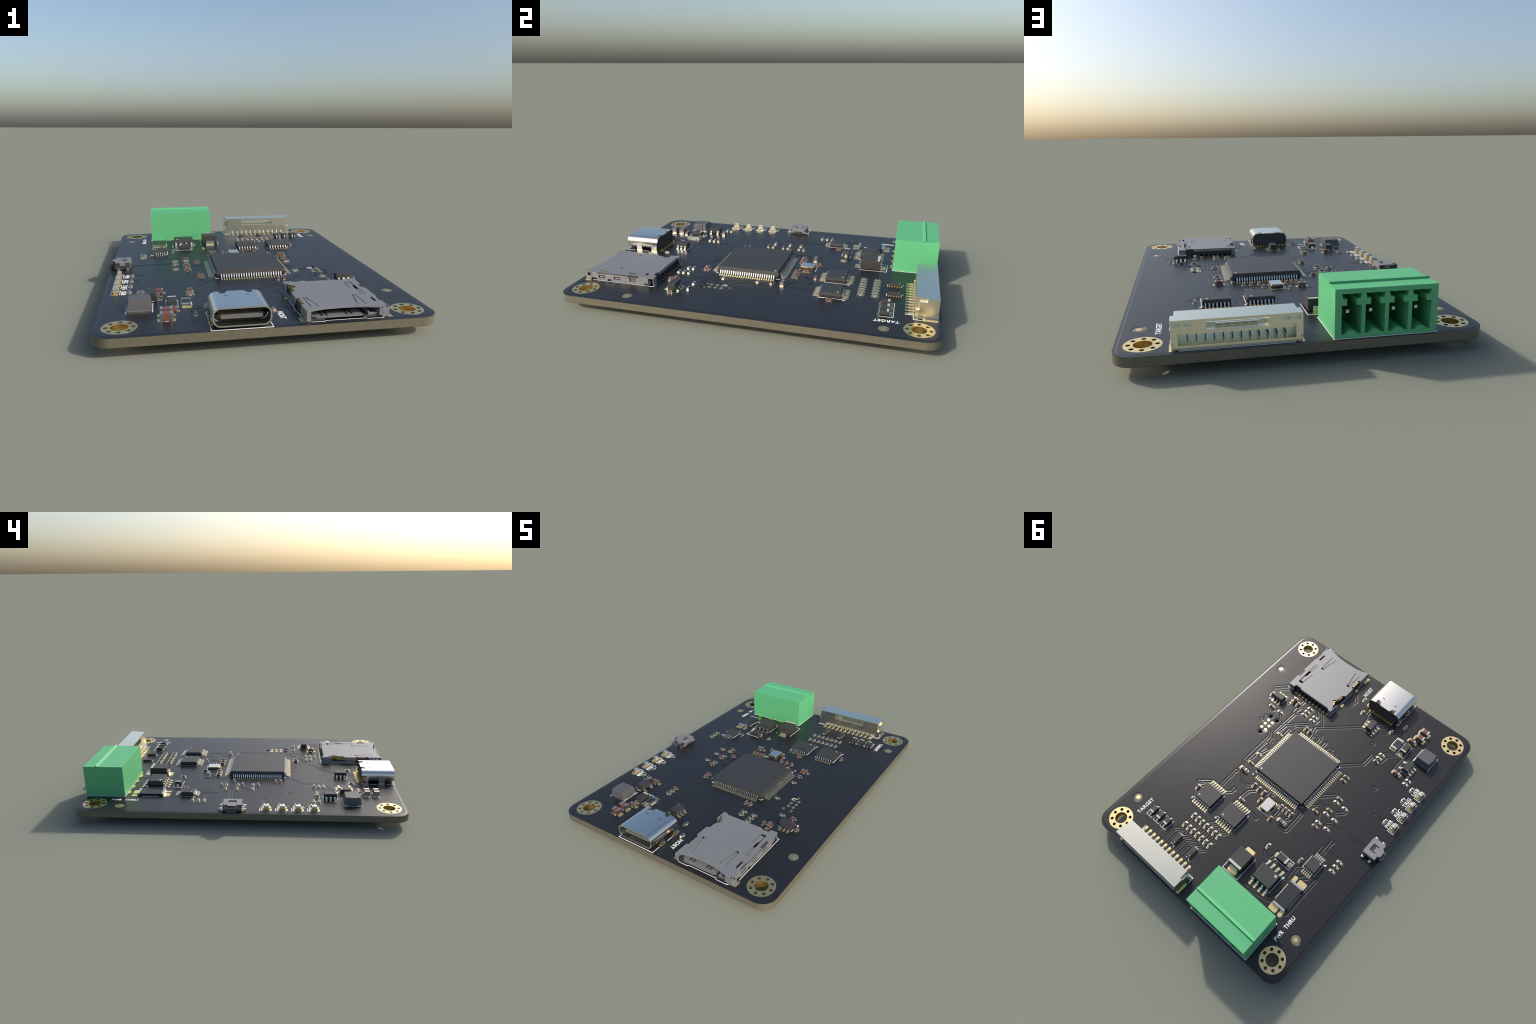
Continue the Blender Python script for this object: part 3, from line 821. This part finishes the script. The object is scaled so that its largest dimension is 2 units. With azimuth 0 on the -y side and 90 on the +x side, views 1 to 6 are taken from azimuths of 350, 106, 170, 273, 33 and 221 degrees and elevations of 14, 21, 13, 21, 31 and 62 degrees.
trace((9.2, -4.5), (11.6, -7.0), (11.4, -10.6), (6.3, -15.8), (6.2, -17.6), (7.8, -19.2))
trace((9.5, -11.6), (9.1, -12.3), (5.8, -14.8))
trace((9.8, -8.2), (9.9, -10.1))
trace((4.8, -13.1), (5.2, -14.8), (3.4, -16.5), (-0.1, -19.8), (-3.3, -23.0))
trace((4.3, -11.2), (4.5, -12.7), (3.4, -13.4))
trace((2.1, -11.0), (2.3, -12.9), (2.8, -13.6))
trace((0.6, -11.6), (0.7, -13.0))
trace((-0.9, -11.4), (-1.5, -12.3))
trace((-4.0, -11.0), (-2.8, -11.8))
trace((-5.7, -10.2), (-7.8, -12.4), (-9.9, -14.4), (-10.0, -17.9), (-11.2, -18.4))
trace((-11.7, -19.7), (-12.9, -21.0))
trace((-7.7, -24.1), (-8.7, -25.0), (-9.5, -26.1))
trace((2.9, -26.6), (2.5, -27.7), (3.8, -29.4))
trace((-1.0, -26.2), (-2.0, -26.2), (-1.6, -28.9))
trace((-3.1, -23.7), (-3.0, -25.8), (-4.1, -27.0))
trace((-12.3, -19.7), (-14.0, -21.4), (-14.8, -22.4))
trace((-12.6, -17.7), (-12.7, -19.7), (-13.9, -21.4))
trace((-16.2, -18.1), (-16.2, -21.1), (-16.3, -21.9))
trace((-12.0, -27.9), (-9.9, -25.8))
trace((-20.1, -5.5), (-22.3, -5.6))
trace((-21.3, -9.1), (-22.4, -9.0))
trace((-21.4, -15.9), (-22.3, -15.9))
trace((-22.8, -11.4), (-22.6, -12.3))
trace((-13.0, 3.2), (-13.8, 2.5), (-22.4, 2.2))
trace((-7.7, -1.2), (-8.8, -2.3), (-10.3, -3.9), (-10.7, -3.8))
trace((-12.9, 0.1), (-14.2, -1.3), (-14.3, -2.3))
trace((-7.8, 0.4), (-10.0, 0.0), (-10.6, -0.1))
trace((-9.8, 2.4), (-10.3, 3.5), (-10.6, 4.0))
trace((-7.4, 2.5), (-8.2, 1.5))
trace((-16.5, 6.0), (-16.6, 9.8))
trace((-15.7, 8.1), (-15.7, 10.1))
trace((-17.2, 8.1), (-19.9, 8.2))
trace((-14.6, 15.4), (-15.4, 14.7))
trace((-14.5, 15.8), (-14.7, 18.6))
trace((-17.7, 15.6), (-16.1, 17.2))
trace((-19.3, 15.0), (-19.2, 19.1), (-19.2, 24.3), (-18.4, 25.2))
trace((-6.5, 16.6), (-7.5, 17.9), (-8.9, 17.7), (-9.1, 16.5))
trace((-9.1, 18.2), (-9.9, 17.3))
trace((-15.6, 22.0), (-14.6, 24.6), (-8.3, 25.9))
trace((-4.7, 10.5), (-5.2, 11.0), (-6.9, 10.9), (-7.2, 10.4), (-7.1, 5.2))
trace((-5.3, 8.7), (-5.8, 7.9), (-5.6, 7.4))
trace((-2.8, 9.7), (-2.8, 7.8))
trace((1.1, 6.0), (0.6, 4.8))
trace((2.3, 6.7), (2.3, 5.4))
trace((21.2, -17.6), (18.6, -20.3))
trace((20.7, -16.8), (18.0, -19.8))
trace((12.5, -15.0), (12.6, -18.9))
trace((15.5, -15.7), (14.9, -16.4))
trace((16.7, -11.9), (17.5, -11.6))
trace((14.5, -12.2), (12.8, -10.2), (12.4, -10.1))
trace((4.6, -16.5), (6.8, -18.9))
trace((6.9, -16.0), (6.4, -18.0))
for x, y in ((-15.7, -11.1), (-8.1, -20.5), (-20.0, -5.5), (-21.3, -9.1), (11.9, 7.0), (8.8, 10.8), (0.1, 12.8), (-16.55, 5.9), (16.4, 14.8),
             (11.0, -5.1), (2.8, -13.6), (3.4, -13.4), (-1.5, -12.3), (-2.8, -11.8), (2.9, -26.6), (-21.4, -15.9), (16.9, -9.3), (17.1, -7.9)):
    via(x, y)

# ------------------------------------------------------------------ board body
board = put("board", None)
outline = rrect(-BW, BW, -BL, BL, BR, 12)
holes, mats = [], []
for x, y in MOUNTS:
    holes.append(circle(x, y, 1.35, 40)); mats.append(GOLDB)
    for i in range(8):
        a = math.radians(45 * i + 0.0)
        holes.append(circle(x + 2.025 * math.cos(a), y + 2.025 * math.sin(a), 0.35, 18)); mats.append(VIAWALL)
for x, y in TAGH:
    holes.append(circle(x, y, 0.5, 24)); mats.append(FR4)
for x, y, l in SLOTS:
    holes.append(rrect(x - 0.3, x + 0.3, y - l / 2 + 0.2, y + l / 2 - 0.2, 0.299, 6)); mats.append(GOLDB)
lam = MB()
lam.prism(outline, -1.52, -0.10, FR4, holes=holes, hole_mats=mats)
put("laminate_core", lam.mesh("laminate_core", angle=30), board)
bmk = MB()
bmk.prism(outline, -1.56, -1.5205, MASK, holes=holes, hole_mats=mats)
bmk.prism(outline, -0.0995, -0.057, MASK, holes=holes, hole_mats=mats)
put("mask_layer", bmk.mesh("mask_layer", angle=30), board)
for n, (x, y) in enumerate(MOUNTS):
    hr = [circle(0, 0, 1.349, 40)]
    for i in range(8):
        a = math.radians(45 * i)
        hr.append(circle(2.025 * math.cos(a), 2.025 * math.sin(a), 0.349, 18))
    r = MB(); r.prism(circle(0, 0, 2.7, 56), -0.045, 0.02, GOLD, holes=hr)
    r.prism(circle(0, 0, 2.7, 56), -1.58, -1.562, GOLD, holes=hr)
    if n == 0:
        ringm = r.mesh("mounting_ring", angle=30)
    put("mounting_ring", ringm, board, x=x, y=y)
fd = MB(); fd.prism(circle(0, 0, 1.0, 40), -0.06, -0.035, BARE)
fd.prism(circle(0, 0, 0.5, 32), -0.05, -0.005, GOLD)
fdm = fd.mesh("fiducial_mark", angle=30)
for x, y in FIDS:
    put("fiducial_mark", fdm, board, x=x, y=y)

# relief of the solder mask over the copper: a fine sheet shaped by distance to traces and pads
STEP = 0.1
gx = np.arange(-BW, BW + STEP / 2, STEP); gy = np.arange(-BL, BL + STEP / 2, STEP)
NX, NY = len(gx), len(gy)
D = np.full((NY, NX), 9.0)
K = np.ones((NY, NX))          # groove strength: full at traces, weaker around solder pads
def window_of(x0, x1, y0, y1, pad=0.8):
    i0 = max(0, int((x0 - pad + BW) / STEP)); i1 = min(NX, int((x1 + pad + BW) / STEP) + 2)
    j0 = max(0, int((y0 - pad + BL) / STEP)); j1 = min(NY, int((y1 + pad + BL) / STEP) + 2)
    return i0, i1, j0, j1
for c in COPPER:
    if c[0] == "pad":
        _, cx, cy, hw, hh, r = c
        i0, i1, j0, j1 = window_of(cx - hw, cx + hw, cy - hh, cy + hh)
        X, Y = np.meshgrid(gx[i0:i1], gy[j0:j1])
        qx = np.abs(X - cx) - hw + r; qy = np.abs(Y - cy) - hh + r
        d = np.hypot(np.maximum(qx, 0), np.maximum(qy, 0)) + np.minimum(np.maximum(qx, qy), 0) - r
    else:
        _, ax, ay, bx, by, r = c
        i0, i1, j0, j1 = window_of(min(ax, bx), max(ax, bx), min(ay, by), max(ay, by))
        X, Y = np.meshgrid(gx[i0:i1], gy[j0:j1])
        dx, dy = bx - ax, by - ay
        t = np.clip(((X - ax) * dx + (Y - ay) * dy) / (dx * dx + dy * dy), 0, 1)
        d = np.hypot(X - ax - t * dx, Y - ay - t * dy) - r
    K[j0:j1, i0:i1] = np.where(d < D[j0:j1, i0:i1], 0.42 if c[0] == 'pad' else (0.8 if c[5] < 0.11 else 1.0), K[j0:j1, i0:i1])
    D[j0:j1, i0:i1] = np.minimum(D[j0:j1, i0:i1], d)
def sstep(a, b, v):
    t = np.clip((v - a) / (b - a), 0, 1)
    return t * t * (3 - 2 * t)
DEPTH, GAP = 0.050, 0.32
H = -DEPTH * K * sstep(-0.06, 0.13, D) * (1 - sstep(GAP - 0.13, GAP + 0.06, D))
X, Y = np.meshgrid(gx, gy)
for x, y in VIAS:
    H -= 0.035 * np.exp(-((X - x) ** 2 + (Y - y) ** 2) / 0.14 ** 2)
qx = np.abs(X) - BW + BR; qy = np.abs(Y) - BL + BR
edge = -(np.hypot(np.maximum(qx, 0), np.maximum(qy, 0)) + np.minimum(np.maximum(qx, qy), 0) - BR)
H = np.minimum(H, -DEPTH * (1 - sstep(0.36, 0.66, edge)))
drop = np.zeros_like(H, bool)
for x, y in MOUNTS:
    R = np.hypot(X - x, Y - y); H = np.where(R < 2.6, -0.15, H); drop |= R < 2.45
for x, y in TAGH:
    R = np.hypot(X - x, Y - y); H = np.minimum(H, -0.045 * (1 - sstep(0.62, 0.8, R))); H = np.where(R < 0.65, -0.15, H); drop |= R < 0.6
for x, y in FIDS:
    R = np.hypot(X - x, Y - y); H = np.where(R < 1.02, -0.15, H)
    H = np.minimum(H, -0.05 * (1 - sstep(0.98, 1.16, R)))
for x, y, l in SLOTS:
    inside = (np.abs(X - x) < 0.45) & (np.abs(Y - y) < l / 2 + 0.05); H = np.where(inside, -0.15, H); drop |= (np.abs(X - x) < 0.4) & (np.abs(Y - y) < l / 2)
drop |= edge < -1e-6
keep = ~(drop[:-1, :-1] & drop[1:, 1:] & drop[:-1, 1:] & drop[1:, :-1])
# pull the outermost points of the sheet onto the rounded corners
cx, cy = np.sign(X) * (BW - BR), np.sign(Y) * (BL - BR)
rad = np.hypot(X - cx, Y - cy); over = (edge < 0) & (qx > 0) & (qy > 0)
X = np.where(over, cx + (X - cx) * BR / np.maximum(rad, 1e-6), X); Y = np.where(over, cy + (Y - cy) * BR / np.maximum(rad, 1e-6), Y)
idx = np.arange(NX * NY).reshape(NY, NX)
quads = np.stack([idx[:-1, :-1], idx[:-1, 1:], idx[1:, 1:], idx[1:, :-1]], -1)[keep]
used = np.unique(quads)
remap = np.full(NX * NY, -1); remap[used] = np.arange(len(used))
co = (np.stack([X.ravel(), Y.ravel(), H.ravel()], 1)[used] * S).astype(np.float32)
quads = remap[quads].astype(np.int32)
me = bpy.data.meshes.new("solder_mask")
me.vertices.add(len(co)); me.vertices.foreach_set("co", co.ravel())
me.loops.add(quads.size); me.loops.foreach_set("vertex_index", quads.ravel())
me.polygons.add(len(quads)); me.polygons.foreach_set("loop_start", np.arange(0, quads.size, 4, dtype=np.int32))
me.update(calc_edges=True)
me.polygons.foreach_set("use_smooth", np.ones(len(quads), bool))
me.materials.append(MASK)
put("solder_mask", me, board)

# solder pads
pm = MB()
for cx, cy, hw, hh, r in PADS:
    pm.prism(rrect(cx - hw, cx + hw, cy - hh, cy + hh, r, 3 if r < 0.35 else 8), -0.045, 0.018, GOLD, bottom=False)
for c in POLES:      # solder side of the terminal pins and of the shell slots
    pm.prism(rrect(c - 0.9, c + 0.9, 26.53, 30.13, 0.88, 8), -1.58, -1.562, GOLD)
for x, y, l in SLOTS:
    ring = rrect(x - 0.52, x + 0.52, y - l / 2 - 0.05, y + l / 2 + 0.05, 0.51, 8)
    inn = rrect(x - 0.31, x + 0.31, y - l / 2 + 0.19, y + l / 2 - 0.19, 0.3, 8)
    pm.prism(ring, -0.045, 0.02, GOLD, holes=[inn])
    pm.prism(ring, -1.58, -1.562, GOLD, holes=[inn])
put("solder_pads", pm.mesh("solder_pads", weld=False, angle=30), board, kind="stuff")

# silkscreen strokes and pin-one arrows
sm = MB()
for n, (ax, ay, bx, by, w) in enumerate(SILKL):
    L = math.hypot(bx - ax, by - ay)
    a0 = math.atan2(by - ay, bx - ax)
    h = w / 2
    pts = [(h * math.cos(a0 + math.radians(t)) + bx, h * math.sin(a0 + math.radians(t)) + by) for t in (-90, -45, 0, 45, 90)] + \
          [(h * math.cos(a0 + math.radians(t)) + ax, h * math.sin(a0 + math.radians(t)) + ay) for t in (90, 135, 180, 225, 270)]
    sm.prism(pts, -0.045, 0.022 + 0.0007 * (n % 5), SILK, bottom=False)
for poly in SILKT:
    sm.prism(poly, -0.045, 0.024, SILK, bottom=False)
put("silkscreen_marks", sm.mesh("silkscreen_marks", weld=False), board, kind="stuff")


def lettering(text, x0, x1, y0, y1):
    """Text running along -y, letter tops to +x, fitted to the box x0..x1 (cap height), y0 (start) to y1 (end)."""
    cu = bpy.data.curves.new("lettering", "FONT")
    cu.body = text
    cu.offset = 0.022
    cu.extrude = 0.02
    cu.space_character = 1.08
    ob = bpy.data.objects.new("lettering", cu)
    bpy.context.scene.collection.objects.link(ob)
    dg = bpy.context.evaluated_depsgraph_get()
    me = bpy.data.meshes.new_from_object(ob.evaluated_get(dg))
    bpy.data.objects.remove(ob); bpy.data.curves.remove(cu)
    v = np.array([p.co[:] for p in me.vertices])
    lo, hi = v.min(0), v.max(0)
    u = (v[:, 0] - lo[0]) / (hi[0] - lo[0]); h = (v[:, 1] - lo[1]) / (hi[1] - lo[1])
    z = np.where(v[:, 2] > 0, 0.025, -0.04)
    co = np.stack([x0 + (x1 - x0) * h, y0 + (y1 - y0) * u, z], 1) * S
    me.vertices.foreach_set("co", co.astype(np.float32).ravel())
    me.materials.clear(); me.materials.append(SILK)
    bm = bmesh.new(); bm.from_mesh(me); bmesh.ops.recalc_face_normals(bm, faces=bm.faces); bm.to_mesh(me); bm.free()
    me.name = "lettering"
    put("lettering", me, board)


lettering("TARGET", 20.65, 21.55, 29.6, 25.0)
lettering("PWR", -21.3, -20.42, 29.8, 27.45)
lettering("THRU", -21.3, -20.42, 26.75, 23.75)
lettering("HOST", 1.52, 2.5, -30.65, -33.85)
for k, t in enumerate(("PWR", "REC", "TRIG", "USB")):
    c = -6.0 - 3.5 * k
    w = 1.35 if t == "TRIG" else 1.1
    lettering(t, -23.85, -22.95, c + w, c - w)
